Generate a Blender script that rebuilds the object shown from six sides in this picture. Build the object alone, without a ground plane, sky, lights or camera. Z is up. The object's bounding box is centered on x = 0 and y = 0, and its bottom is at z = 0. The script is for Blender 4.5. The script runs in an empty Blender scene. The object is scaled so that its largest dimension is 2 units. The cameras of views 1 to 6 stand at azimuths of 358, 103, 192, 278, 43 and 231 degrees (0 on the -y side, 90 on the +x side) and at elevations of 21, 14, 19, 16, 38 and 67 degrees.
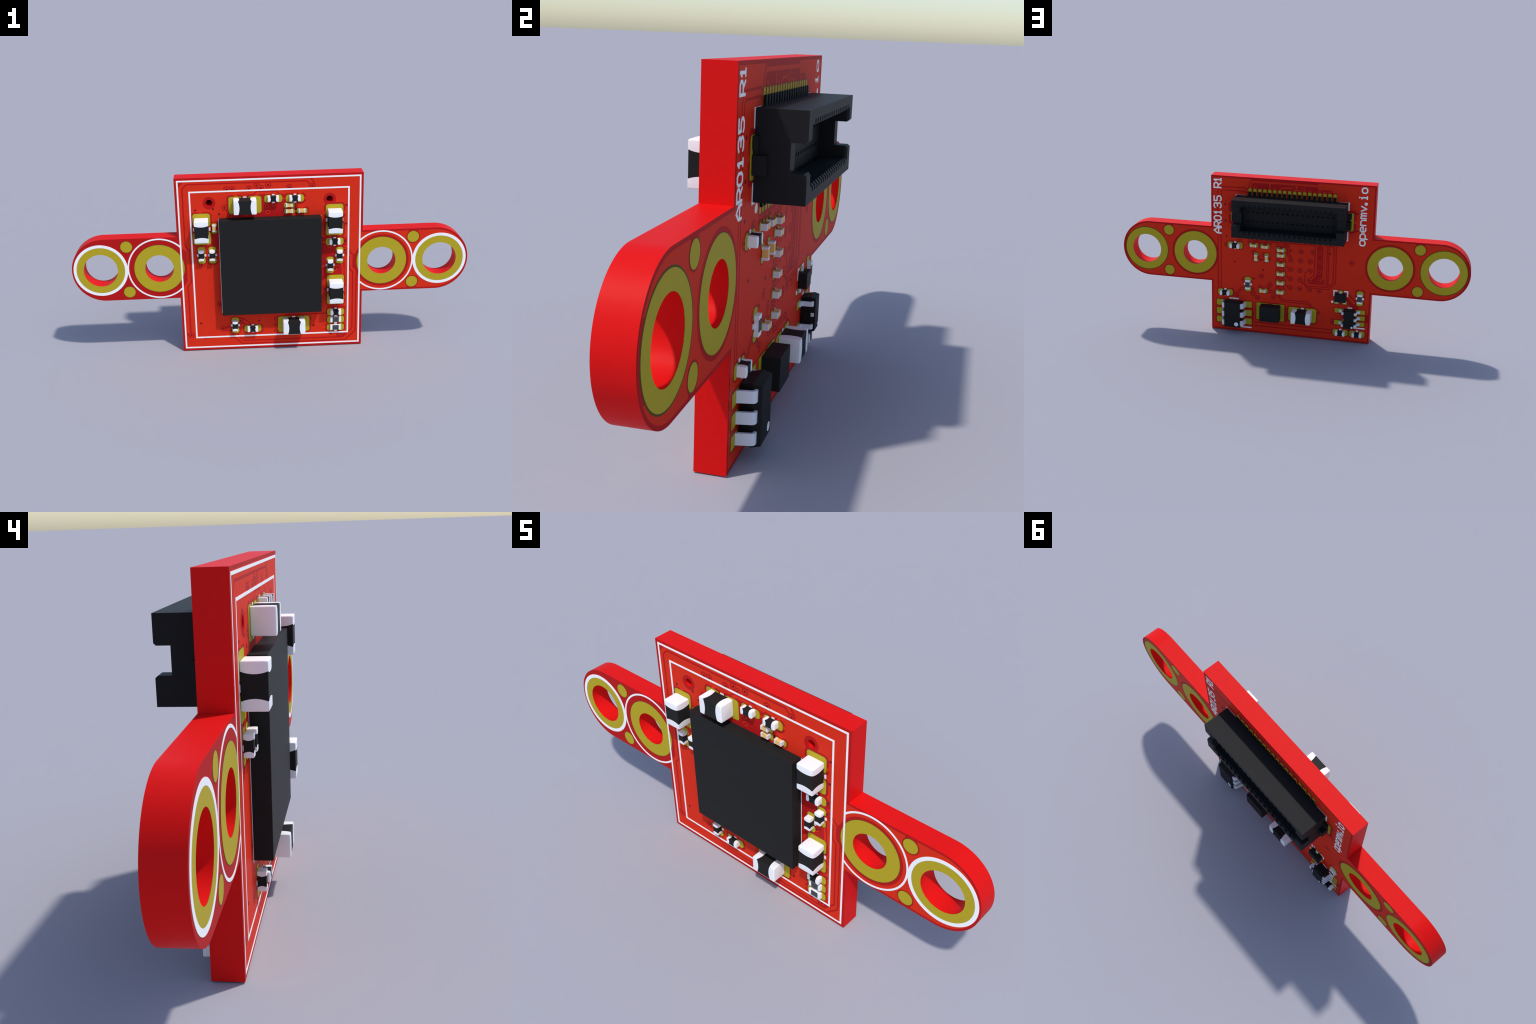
# A small red camera-sensor circuit board standing on its lower edge:
# square board with two mounting ears, a black sensor chip and passives on the
# front (-y) face, a black mezzanine connector, small chips and passives on the
# back (+y) face.  Units: metres, z up.
import bpy, bmesh, math
from mathutils import Vector, Matrix
from mathutils.geometry import delaunay_2d_cdt

# ------------------------------------------------------------------ sizes
W2 = 0.4643            # half width of the square board
ZT = 0.9282            # top of the board
ZC = 0.4643            # height of the ears' axis
YF, YB = -0.0693, 0.0095   # front and back face
ARM = 0.1643           # half height of the ears (their ends are half circles)
HOLE_OUT = (0.8555, 0.0852)  # x, radius of the outer mounting hole
HOLE_IN = (0.5612, 0.0719)   # x, radius of the inner mounting hole
PEG = (0.2978, 0.7985, 0.0170)  # connector peg holes
SILK_W = 0.0077        # line width of the white print

# layer heights above the bare face
L_POUR, L_GAP, L_TRACE, L_VIA, L_RIM, L_PAD, L_SILK = (
    0.0001, 0.0002, 0.0003, 0.0004, 0.0005, 0.0006, 0.0008)

# ------------------------------------------------------------------ scene root
root = bpy.data.objects.new("sensor_circuit_board", None)
bpy.context.scene.collection.objects.link(root)
root["label"] = "small red circuit board with black chip and mounting ears"
root["category"] = "circuit board"


def srgb(r, g, b):
    def f(c):
        c /= 255.0
        return c / 12.92 if c <= 0.04045 else ((c + 0.055) / 1.055) ** 2.4
    return (f(r), f(g), f(b), 1.0)


def material(name, rgb, rough=0.5, spec=0.075, vary=0.015, scale=60.0, coat=0.0):
    """Principled material whose base colour wavers a little with fine noise."""
    m = bpy.data.materials.new(name)
    m.use_nodes = True
    nt = m.node_tree
    b = nt.nodes["Principled BSDF"]
    b.inputs["Roughness"].default_value = rough
    b.inputs["Specular IOR Level"].default_value = spec
    b.inputs["Coat Weight"].default_value = coat
    tc = nt.nodes.new("ShaderNodeTexCoord")
    nz = nt.nodes.new("ShaderNodeTexNoise")
    nz.inputs["Scale"].default_value = scale
    nz.inputs["Detail"].default_value = 3.0
    ramp = nt.nodes.new("ShaderNodeValToRGB")
    ramp.color_ramp.elements[0].position = 0.3
    ramp.color_ramp.elements[1].position = 0.7
    lo = tuple(c * (1 - vary) for c in rgb[:3]) + (1,)
    hi = tuple(min(1.0, c * (1 + vary)) for c in rgb[:3]) + (1,)
    ramp.color_ramp.elements[0].color = lo
    ramp.color_ramp.elements[1].color = hi
    nt.links.new(tc.outputs["Object"], nz.inputs["Vector"])
    nt.links.new(nz.outputs["Fac"], ramp.inputs["Fac"])
    nt.links.new(ramp.outputs["Color"], b.inputs["Base Color"])
    return m


M_EDGE = material("red_board_edge", srgb(227, 22, 21))
M_BARE = material("red_mask_over_laminate", srgb(185, 28, 28), spec=0.045)
M_POUR = material("red_mask_over_copper", srgb(222, 51, 29), spec=0.045)
M_GOLD = material("gold_plating", srgb(186, 165, 41))
M_RIM = material("pad_rim", srgb(88, 76, 22))
M_VIA = material("tented_via_hole", srgb(118, 22, 34))
M_SILK = material("white_print", srgb(252, 251, 250))
M_TIN = material("tinned_terminal", srgb(250, 249, 249))
M_LEAD = material("tinned_lead", srgb(232, 233, 240))
M_BLACK = material("black_ceramic", srgb(37, 37, 37))
M_CHIP = material("black_moulding", srgb(37, 37, 37))
M_CONN = material("black_plastic", srgb(36, 36, 37))
M_DARKPIN = material("black_pin", srgb(26, 29, 32))
M_TAN = material("tan_ceramic", srgb(242, 198, 118))
M_GREY = material("grey_glaze", srgb(76, 77, 78))
M_CERAMIC = material("white_ceramic", srgb(246, 246, 246))


# ------------------------------------------------------------------ mesh tools
_jit = [0]


def jitter():
    """Tiny per-piece height step: no two printed pieces share a plane."""
    _jit[0] += 1
    return (_jit[0] % 31) * 3e-6


def link(name, mesh, parent=None, mats=(), kind=None, loc=None):
    o = bpy.data.objects.new(name, mesh)
    bpy.context.scene.collection.objects.link(o)
    for m in mats:
        if m.name not in [x.name for x in mesh.materials if x]:
            mesh.materials.append(m)
    o.parent = parent or root
    if loc is not None:
        o.location = loc
    if kind:
        o["kind"] = kind
    return o


def mesh_from(verts, faces, name="part", mat_index=None):
    me = bpy.data.meshes.new(name)
    me.from_pydata([tuple(v) for v in verts], [], faces)
    if mat_index:
        for p, i in zip(me.polygons, mat_index):
            p.material_index = i
    me.update()
    return me


def fix_normals(me):
    bm = bmesh.new()
    bm.from_mesh(me)
    bmesh.ops.recalc_face_normals(bm, faces=bm.faces)
    bm.to_mesh(me)
    bm.free()


def face_y(side, off):
    return YF - off if side == "F" else YB + off


def circle(cx, cz, r, n=48, a0=0.0, a1=2 * math.pi, closed=True):
    k = n if closed else n + 1
    return [(cx + r * math.cos(a0 + (a1 - a0) * i / n),
             cz + r * math.sin(a0 + (a1 - a0) * i / n)) for i in range(k)]


def rounded_rect(cx, cz, w, h, r, n=6, corners=(1, 1, 1, 1)):
    """corners: right-top, left-top, left-bottom, right-bottom (1 = rounded)."""
    out = []
    for k, (sx, sz) in enumerate([(1, 1), (-1, 1), (-1, -1), (1, -1)]):
        px, pz = cx + sx * w / 2, cz + sz * h / 2
        if corners[k] and r > 0:
            for i in range(n + 1):
                a = math.pi / 2 * (k + i / n)
                out.append((px - sx * r + r * math.cos(a), pz - sz * r + r * math.sin(a)))
        else:
            out.append((px, pz))
    return out


def stroke_outline(pts, w, caps=True):
    """Outline of a polyline of width w with mitred bends and round ends."""
    P = [Vector(p) for p in pts]
    h = w / 2
    left, right = [], []
    n = len(P)
    for i in range(n):
        if i == 0:
            d = (P[1] - P[0]).normalized()
            nn = Vector((-d.y, d.x))
            m = nn * h
        elif i == n - 1:
            d = (P[-1] - P[-2]).normalized()
            nn = Vector((-d.y, d.x))
            m = nn * h
        else:
            d0 = (P[i] - P[i - 1]).normalized()
            d1 = (P[i + 1] - P[i]).normalized()
            t = (d0 + d1)
            t = t.normalized() if t.length > 1e-6 else d0
            nn = Vector((-t.y, t.x))
            c = max(0.45, nn.dot(Vector((-d0.y, d0.x))))
            m = nn * (h / c)
        left.append(P[i] + m)
        right.append(P[i] - m)
    out = list(left)
    if caps:
        d = (P[-1] - P[-2]).normalized()
        a = math.atan2(d.y, d.x)
        out += [P[-1] + h * Vector((math.cos(a + math.pi / 2 - math.pi * k / 8),
                                    math.sin(a + math.pi / 2 - math.pi * k / 8))) for k in range(1, 8)]
    out += right[::-1]
    if caps:
        d = (P[0] - P[1]).normalized()
        a = math.atan2(d.y, d.x)
        out += [P[0] + h * Vector((math.cos(a + math.pi / 2 - math.pi * k / 8),
                                   math.sin(a + math.pi / 2 - math.pi * k / 8))) for k in range(1, 8)]
    return [(p.x, p.y) for p in out]


def closed_stroke_rings(pts, w):
    """Closed polyline -> outer and inner outline (mitred)."""
    P = [Vector(p) for p in pts]
    n = len(P)
    o, i_ = [], []
    for k in range(n):
        d0 = (P[k] - P[k - 1]).normalized()
        d1 = (P[(k + 1) % n] - P[k]).normalized()
        t = (d0 + d1).normalized()
        nn = Vector((-t.y, t.x))
        m = nn * (w / 2 / max(0.4, nn.dot(Vector((-d0.y, d0.x)))))
        o.append(tuple(P[k] + m))
        i_.append(tuple(P[k] - m))
    return o, i_


class Sheet:
    """Collects thin prisms that lie on one face of the board into one mesh."""

    def __init__(self, side):
        self.side, self.v, self.f, self.mi = side, [], [], []

    def prism(self, outline, off, mi=0, sink=0.0008):
        y1, y0 = face_y(self.side, off + jitter()), face_y(self.side, -sink)
        b, n = len(self.v), len(outline)
        self.v += [(x, y1, z) for x, z in outline] + [(x, y0, z) for x, z in outline]
        self.f.append(list(range(b, b + n)))
        self.mi.append(mi)
        for i in range(n):
            j = (i + 1) % n
            self.f.append([b + i, b + j, b + n + j, b + n + i])
            self.mi.append(mi)

    def band(self, outer, inner, off, mi=0, closed=True, sink=0.0008):
        """Flat band between two outlines of equal count."""
        y1, y0 = face_y(self.side, off + jitter()), face_y(self.side, -sink)
        b, n = len(self.v), len(outer)
        for ring, y in ((outer, y1), (inner, y1), (outer, y0), (inner, y0)):
            self.v += [(x, y, z) for x, z in ring]
        for i in range(n if closed else n - 1):
            j = (i + 1) % n
            self.f.append([b + i, b + j, b + n + j, b + n + i])
            self.f.append([b + i, b + j, b + 2 * n + j, b + 2 * n + i])
            self.f.append([b + n + i, b + n + j, b + 3 * n + j, b + 3 * n + i])
            self.mi += [mi] * 3

    def ring(self, cx, cz, r0, r1, off, n=64, mi=0):
        self.band(circle(cx, cz, r1, n), circle(cx, cz, r0, n), off, mi)

    def stroke(self, pts, w, off, caps=True, mi=0):
        self.prism(stroke_outline(pts, w, caps), off, mi)

    def disc(self, cx, cz, r, off, n=24, mi=0):
        self.prism(circle(cx, cz, r, n), off, mi)

    def build(self, name, mats, kind=None, parent=None):
        me = mesh_from(self.v, self.f, name, self.mi)
        fix_normals(me)
        # flip whole sheet outward is not needed: faces are two-sided matt
        return link(name, me, parent, mats, kind)


def plate_with_holes(outline, holes, y0, y1, name):
    """Prism of an outline with round holes (constrained triangulation)."""
    pts, edges = [], []
    for loop in [outline] + holes:
        b = len(pts)
        pts += [Vector(p) for p in loop]
        edges += [(b + i, b + (i + 1) % len(loop)) for i in range(len(loop))]
    vs, es, fs, ov, oe, of = delaunay_2d_cdt(pts, edges, [], 0, 1e-7)

    def inside(p, loop):
        c = False
        for i in range(len(loop)):
            (x1, z1), (x2, z2) = loop[i], loop[i - 1]
            if (z1 > p[1]) != (z2 > p[1]) and p[0] < (x2 - x1) * (p[1] - z1) / (z2 - z1) + x1:
                c = not c
        return c
    keep = []
    for f in fs:
        c = sum((vs[i] for i in f), Vector((0, 0))) / len(f)
        if inside(c, outline) and not any(inside(c, h) for h in holes):
            keep.append(list(f))
    n = len(vs)
    verts = [(v.x, y0, v.y) for v in vs] + [(v.x, y1, v.y) for v in vs]
    faces = [f for f in keep] + [[i + n for i in f[::-1]] for f in keep]
    cap = len(faces)
    cnt = {}
    for f in keep:
        for i in range(len(f)):
            e = (f[i], f[(i + 1) % len(f)])
            cnt[e] = cnt.get(e, 0) + 1
    for (a, b) in list(cnt):
        if (b, a) not in cnt:
            faces.append([b, a, a + n, b + n])
    me = mesh_from(verts, faces, name, [0] * cap + [1] * (len(faces) - cap))
    fix_normals(me)
    return me


def box_mesh(x0, x1, y0, y1, z0, z1, name="box", bevel=0.0, seg=2):
    bm = bmesh.new()
    bmesh.ops.create_cube(bm, size=1.0)
    for v in bm.verts:
        v.co = Vector(((x0 + x1) / 2 + v.co.x * (x1 - x0), (y0 + y1) / 2 + v.co.y * (y1 - y0),
                       (z0 + z1) / 2 + v.co.z * (z1 - z0)))
    if bevel:
        bmesh.ops.bevel(bm, geom=bm.edges[:], offset=bevel, segments=seg, profile=0.5, affect="EDGES")
    me = bpy.data.meshes.new(name)
    bm.to_mesh(me)
    bm.free()
    return me


def smooth_by_angle(me, deg=35):
    me.polygons.foreach_set("use_smooth", [True] * len(me.polygons))
    me.set_sharp_from_angle(angle=math.radians(deg))


def boolean_cut(obj, cutter):
    md = obj.modifiers.new("cut", "BOOLEAN")
    md.operation, md.solver, md.object = "DIFFERENCE", "EXACT", cutter
    dg = bpy.context.evaluated_depsgraph_get()
    me = bpy.data.meshes.new_from_object(obj.evaluated_get(dg))
    obj.modifiers.clear()
    obj.data = me
    bpy.data.objects.remove(cutter)


# ------------------------------------------------------------------ board
def board_outline(inset=0.0, left=True, right=True, cham=0.0):
    d = inset
    top, bot, w, r = ZT - d, d, W2 - d, ARM - d
    xc = 1.0 - ARM
    pts = [(-w, bot), (w, bot)]
    if right:
        pts += [(w, ZC - r)] + circle(xc, ZC, r, 64, -math.pi / 2, math.pi / 2, False) + [(w, ZC + r)]
    pts += [(w, top), (-w, top)]
    if left:
        pts += [(-w, ZC + r)] + circle(-xc, ZC, r, 64, math.pi / 2, 3 * math.pi / 2, False) + [(-w, ZC - r)]
    return pts


mount_holes = [circle(s * x, ZC, r, 64) for s in (-1, 1) for x, r in (HOLE_OUT, HOLE_IN)]
peg_holes = [circle(s * PEG[0], PEG[1], PEG[2], 28) for s in (-1, 1)]
me = plate_with_holes(board_outline(), mount_holes + peg_holes, YF, YB, "substrate")
smooth_by_angle(me, 30)
link("board_substrate", me, mats=(M_BARE, M_EDGE))


def pour(side, left, right, holes, name):
    y1 = face_y(side, L_POUR)
    y0 = face_y(side, -0.0006)
    me = plate_with_holes(board_outline(0.0095, left, right), holes, min(y0, y1), max(y0, y1), name)
    for p in me.polygons:
        p.material_index = 0
    link("copper_pour", me, mats=(M_POUR,))


CLEAR_IN = 0.1390   # copper-free radius round the inner mounting rings


def big(s, x, r):
    return circle(s * x, ZC, r, 64)


pour("F", False, True, [big(1, HOLE_OUT[0], 0.110), big(1, HOLE_IN[0], 0.110),] + peg_holes, "pour_front")
pour("B", True, True, [big(s, x, 0.110) for s in (-1, 1) for x in (HOLE_OUT[0], HOLE_IN[0])] + peg_holes,
     "pour_back")

gapF, gapB = Sheet("F"), Sheet("B")       # copper-free channels (darker mask)
trF, trB = Sheet("F"), Sheet("B")         # copper tracks (brighter mask)
silkF, silkB = Sheet("F"), Sheet("B")     # white print


# ------------------------------------------------------------------ mounting rings
def mounting(side, s):
    (xo, ro), (xi, ri) = HOLE_OUT, HOLE_IN
    sheet = gapF if side == "F" else gapB
    copper = side == "B" or s > 0
    if copper:
        sheet.ring(s * xi, ZC, 0.120, CLEAR_IN, L_GAP)
    outer_r = 0.1208 if side == "F" else 0.1270
    for x, r, R in ((xo, ro, outer_r), (xi, ri, 0.1260)):
        p = Sheet(side)
        rim = 0.0018 if (side == "F" or x == xi) else 0.0042
        p.ring(s * x, ZC, r, R + rim, L_RIM, 80, 1)
        p.ring(s * x, ZC, r, R, L_PAD, 80, 0)
        p.build("mounting_ring", (M_GOLD, M_RIM))
    for dz in (-0.1214, 0.1214):
        z = ZC + dz
        if copper:
            sheet.disc(s * 0.7195, z, 0.0345, L_GAP, 32)
            e = ZC + math.copysign(ARM - 0.004, dz)
            sheet.prism([(s * 0.7195 - 0.026, z), (s * 0.7195 + 0.026, z),
                         (s * 0.7195 + 0.0235, e), (s * 0.7195 - 0.0235, e)], L_GAP)
        p = Sheet(side)
        p.disc(s * 0.7195, z, 0.0310, L_RIM, 40, 1)
        p.disc(s * 0.7195, z, 0.0292, L_PAD, 40, 0)
        p.build("fiducial_dot", (M_GOLD, M_RIM))
    if side == "F":
        silkF.ring(s * xo, ZC, 0.1212, 0.1362, L_SILK, 96)
        a = math.acos((xi - 0.449) / 0.1565)
        a0, a1 = (math.pi - a, -(math.pi - a)) if s > 0 else (a, 2 * math.pi - a)
        silkF.band(circle(s * xi, ZC, 0.1565 + SILK_W / 2, 80, a0, a1, False),
                   circle(s * xi, ZC, 0.1565 - SILK_W / 2, 80, a0, a1, False), L_SILK, closed=False)
    elif copper:
        # bare strip beyond the end of the outer ring
        a = 0.62
        c = 0 if s > 0 else math.pi
        gapB.band(circle(s * xo, ZC, 0.1280, 24, c - a, c + a, False),
                  circle(s * (1 - ARM), ZC, ARM - 0.004, 24, c - a * 0.80, c + a * 0.80, False), L_GAP, closed=False)


for side in "FB":
    for s in (-1, 1):
        mounting(side, s)

# ------------------------------------------------------------------ white frames on the front
def frame(hx, hz, w, ZC=ZC):
    silkF.band([(-hx - w / 2, ZC - hz - w / 2), (hx + w / 2, ZC - hz - w / 2),
                (hx + w / 2, ZC + hz + w / 2), (-hx - w / 2, ZC + hz + w / 2)],
               [(-hx + w / 2, ZC - hz + w / 2), (hx - w / 2, ZC - hz + w / 2),
                (hx - w / 2, ZC + hz - w / 2), (-hx + w / 2, ZC + hz - w / 2)], L_SILK)


frame(0.4490, 0.4488, SILK_W)
frame(0.3922, 0.3922, SILK_W)
frame(0.2522, 0.2516, 0.0066, 0.4622)

# ------------------------------------------------------------------ tracks and channels
GW = 0.0066   # channel width


def gap(side, pts, w=GW):
    (gapF if side == "F" else gapB).stroke(pts, w, L_GAP)


def bare(side, pts):
    (gapF if side == "F" else gapB).prism(pts, L_GAP)


def track(side, pts, w):
    (trF if side == "F" else trB).stroke(pts, w, L_TRACE)


# peg hole clearances
for s in (-1, 1):
    gapF.ring(s * PEG[0], PEG[1], PEG[2], 0.0315, L_GAP, 40)

# front: long track round the left and top edge
gap("F", [(-0.422, 0.100), (-0.423, 0.363), (-0.405, 0.383), (-0.406, 0.556), (-0.426, 0.578), (-0.426, 0.874),
          (-0.405, 0.896), (0.184, 0.896), (0.200, 0.878), (0.197, 0.868)])
gap("F", [(0.203, 0.911), (0.220, 0.886), (0.225, 0.872)])
gap("F", [(-0.446, 0.098), (-0.436, 0.090)])
bare("F", [(-0.446, 0.910), (-0.418, 0.910), (-0.446, 0.880)])
bare("F", [(-0.456, 0.590), (-0.450, 0.574), (-0.423, 0.551), (-0.423, 0.391), (-0.439, 0.371), (-0.456, 0.330)])
# front: wide track from the lower left passive round the bottom to the right ear
gap("F", [(0.378, 0.511), (0.398, 0.490), (0.399, 0.425), (0.416, 0.407), (0.416, 0.094), (0.368, 0.044),
          (-0.147, 0.044), (-0.178, 0.076), (-0.179, 0.095)])
gap("F", [(0.386, 0.531), (0.397, 0.520), (0.419, 0.498), (0.417, 0.435), (0.434, 0.418), (0.433, 0.078),
          (0.381, 0.027), (-0.156, 0.027), (-0.203, 0.071), (-0.204, 0.095)])
bare("F", [(0.455, 0.560), (0.446, 0.539), (0.420, 0.498), (0.417, 0.437), (0.435, 0.418), (0.441, 0.387),
           (0.455, 0.360)])
# front: little tracks near the lower left passives
gap("F", [(-0.239, 0.125), (-0.205, 0.125)])
gap("F", [(-0.240, 0.104), (-0.210, 0.105)])
gap("F", [(-0.169, 0.176), (-0.143, 0.169), (-0.111, 0.137)])
gap("F", [(-0.169, 0.147), (-0.149, 0.146), (-0.133, 0.132)])
# front: copper-free field above the chip
bare("F", [(-0.214, 0.782), (-0.214, 0.750), (-0.202, 0.718), (0.135, 0.719), (0.130, 0.790), (0.150, 0.826),
           (0.040, 0.828), (0.022, 0.836), (-0.052, 0.838), (-0.071, 0.822), (-0.140, 0.822), (-0.200, 0.800)])
gap("F", [(-0.080, 0.836), (-0.060, 0.851), (0.034, 0.849), (0.054, 0.829), (0.072, 0.829)])
track("F", [(-0.071, 0.822), (-0.054, 0.841), (0.024, 0.840), (0.044, 0.820)], 0.012)
track("F", [(0.060, 0.810), (0.086, 0.809)], 0.010)
track("F", [(0.118, 0.780), (0.118, 0.720)], 0.010)
track("F", [(0.122, 0.742), (0.138, 0.742)], 0.010)
track("F", [(0.175, 0.740), (0.175, 0.720)], 0.010)
# front: copper-free field right of the chip
bare("F", [(0.255, 0.602), (0.274, 0.600), (0.330, 0.605), (0.384, 0.590), (0.384, 0.556), (0.368, 0.546),
           (0.368, 0.385), (0.300, 0.394), (0.255, 0.360)])
track("F", [(0.255, 0.574), (0.282, 0.574)], 0.008)
track("F", [(0.255, 0.444), (0.292, 0.444)], 0.008)
track("F", [(0.300, 0.444), (0.345, 0.445)], 0.008)
track("F", [(0.360, 0.470), (0.365, 0.420), (0.365, 0.365)], 0.008)
track("F", [(0.301, 0.605), (0.301, 0.590)], 0.008)
gap("F", [(0.372, 0.460), (0.372, 0.372)], 0.006)
bare("F", [(0.350, 0.228), (0.383, 0.216), (0.383, 0.206), (0.288, 0.206), (0.286, 0.222)])
gap("F", [(0.061, 0.168), (0.062, 0.178), (0.070, 0.183), (0.288, 0.182)])
bare("F", [(0.075, 0.172), (0.190, 0.174), (0.204, 0.168), (0.204, 0.148), (0.190, 0.140)])
gap("F", [(0.340, 0.046), (0.338, 0.060)])
bare("F", [(0.338, 0.074), (0.338, 0.048), (0.368, 0.046), (0.392, 0.068), (0.386, 0.074)])
# front: bare corner beside the small tan passive and the two lower left ones
bare("F", [(-0.300, 0.700), (-0.254, 0.704), (-0.254, 0.560), (-0.275, 0.552), (-0.300, 0.560)])
bare("F", [(-0.372, 0.578), (-0.254, 0.578), (-0.254, 0.560), (-0.372, 0.562)])
track("F", [(-0.330, 0.590), (-0.330, 0.560)], 0.010)
track("F", [(-0.330, 0.547), (-0.300, 0.547)], 0.010)

# back: track down the right-hand edge (as seen from the front)
gap("B", [(0.425, 0.258), (0.425, 0.840), (0.411, 0.857), (0.400, 0.865), (0.270, 0.867), (0.250, 0.858)])
gap("B", [(0.407, 0.258), (0.406, 0.835), (0.397, 0.846), (0.271, 0.847), (0.250, 0.838)])
# back: copper-free field above the connector and the tracks crossing it
bare("B", [(0.250, 0.820), (0.250, 0.875), (0.244, 0.895), (0.227, 0.921), (-0.141, 0.921), (-0.154, 0.898),
           (-0.221, 0.897), (-0.248, 0.873), (-0.250, 0.820)])
track("B", [(0.239, 0.850), (0.237, 0.888), (0.224, 0.905), (-0.140, 0.905), (-0.155, 0.891), (-0.219, 0.891),
            (-0.239, 0.873), (-0.239, 0.850)], 0.011)
track("B", [(0.127, 0.903), (0.127, 0.850)], 0.008)
track("B", [(0.071, 0.850), (0.071, 0.866), (0.057, 0.881), (-0.004, 0.882)], 0.008)
track("B", [(-0.024, 0.903), (-0.023, 0.874), (-0.014, 0.860)], 0.008)
track("B", [(-0.153, 0.893), (-0.154, 0.850)], 0.008)
track("B", [(-0.062, 0.881), (-0.070, 0.860)], 0.008)
# back: copper-free strips under the connector's lower contacts
bare("B", [(0.250, 0.618), (0.250, 0.566), (0.205, 0.560), (0.190, 0.556), (0.010, 0.560), (-0.248, 0.562),
           (-0.248, 0.618)])
# back: bundle of tracks under the sensor
bare("B", [(-0.148, 0.575), (-0.150, 0.392), (-0.104, 0.345), (-0.094, 0.324), (-0.196, 0.324), (-0.205, 0.335),
           (-0.205, 0.575)])
gap("B", [(-0.138, 0.562), (-0.137, 0.390), (-0.116, 0.368)])
track("B", [(-0.146, 0.565), (-0.145, 0.387), (-0.113, 0.353)], 0.0085)
track("B", [(-0.183, 0.565), (-0.190, 0.548), (-0.190, 0.374), (-0.169, 0.353)], 0.0085)
gap("B", [(-0.208, 0.560), (-0.207, 0.330), (-0.200, 0.320), (-0.094, 0.320), (-0.085, 0.330), (-0.085, 0.393),
          (-0.100, 0.410)])
track("B", [(-0.199, 0.562), (-0.201, 0.548), (-0.200, 0.334), (-0.196, 0.328), (-0.098, 0.328), (-0.093, 0.334),
            (-0.093, 0.390), (-0.113, 0.409)], 0.0085)
gap("B", [(-0.066, 0.345), (-0.096, 0.308), (-0.222, 0.308), (-0.260, 0.350), (-0.258, 0.565)])
gap("B", [(-0.048, 0.345), (-0.096, 0.321), (-0.216, 0.321), (-0.247, 0.354), (-0.245, 0.560)])
gap("B", [(-0.218, 0.560), (-0.217, 0.330)])
# back: tracks in the lower half
gap("B", [(0.085, 0.255), (0.042, 0.208), (-0.104, 0.208), (-0.126, 0.186)])
gap("B", [(0.066, 0.248), (0.037, 0.220), (-0.104, 0.221), (-0.135, 0.190)])
gap("B", [(0.222, 0.063), (-0.258, 0.064)])
gap("B", [(0.222, 0.042), (-0.258, 0.042)])
gap("B", [(0.268, 0.275), (0.283, 0.274), (0.315, 0.241), (0.315, 0.200)])
gap("B", [(0.262, 0.263), (0.280, 0.260), (0.306, 0.234), (0.307, 0.200)])
gap("B", [(0.130, 0.271), (0.085, 0.271)])
gap("B", [(0.130, 0.258), (0.085, 0.258)])
gap("B", [(0.045, 0.566), (0.023, 0.549), (0.018, 0.492), (-0.001, 0.473)])
gap("B", [(0.032, 0.568), (0.012, 0.551), (0.008, 0.499), (-0.006, 0.480)])
gap("B", [(-0.337, 0.290), (-0.374, 0.253), (-0.386, 0.256)])
bare("B", [(-0.326, 0.272), (-0.365, 0.234), (-0.398, 0.238), (-0.398, 0.200), (-0.352, 0.200), (-0.346, 0.222),
           (-0.324, 0.244)])
bare("B", [(-0.437, 0.178), (-0.458, 0.178), (-0.458, 0.128), (-0.437, 0.128)])
bare("B", [(0.228, 0.190), (0.390, 0.190), (0.390, 0.040), (0.218, 0.040), (0.212, 0.100), (0.212, 0.140)])
bare("B", [(-0.310, 0.200), (-0.432, 0.205), (-0.434, 0.096), (-0.310, 0.075)])
for z in (0.505, 0.478, 0.420, 0.363, 0.307):
    bare("B", [(0.034, z + 0.013), (0.080, z + 0.013), (0.080, z - 0.010), (0.034, z - 0.010)])
for z in (0.428, 0.372, 0.316):
    gap("B", [(0.030, z), (0.012, z - 0.014)], 0.008)
bare("B", [(0.255, 0.556), (0.240, 0.560), (0.120, 0.556), (0.116, 0.542), (0.160, 0.530), (0.200, 0.520),
           (0.225, 0.522)])
gap("B", [(0.076, 0.470), (0.080, 0.440), (0.080, 0.260)], 0.006)

# ------------------------------------------------------------------ vias (drilled, tented)
def via_mesh(side, ring):
    sh = Sheet(side)
    if ring:
        sh.ring(0, 0, 0.0095, 0.0158, L_GAP, 28, 0)
        sh.ring(0, 0, 0.0045, 0.0102, L_TRACE, 28, 1)
    sh.disc(0, 0, 0.0054, L_VIA, 20, 2)
    me = mesh_from(sh.v, sh.f, "via", sh.mi)
    fix_normals(me)
    for m in (M_BARE, M_POUR, M_VIA):
        me.materials.append(m)
    return me


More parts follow.
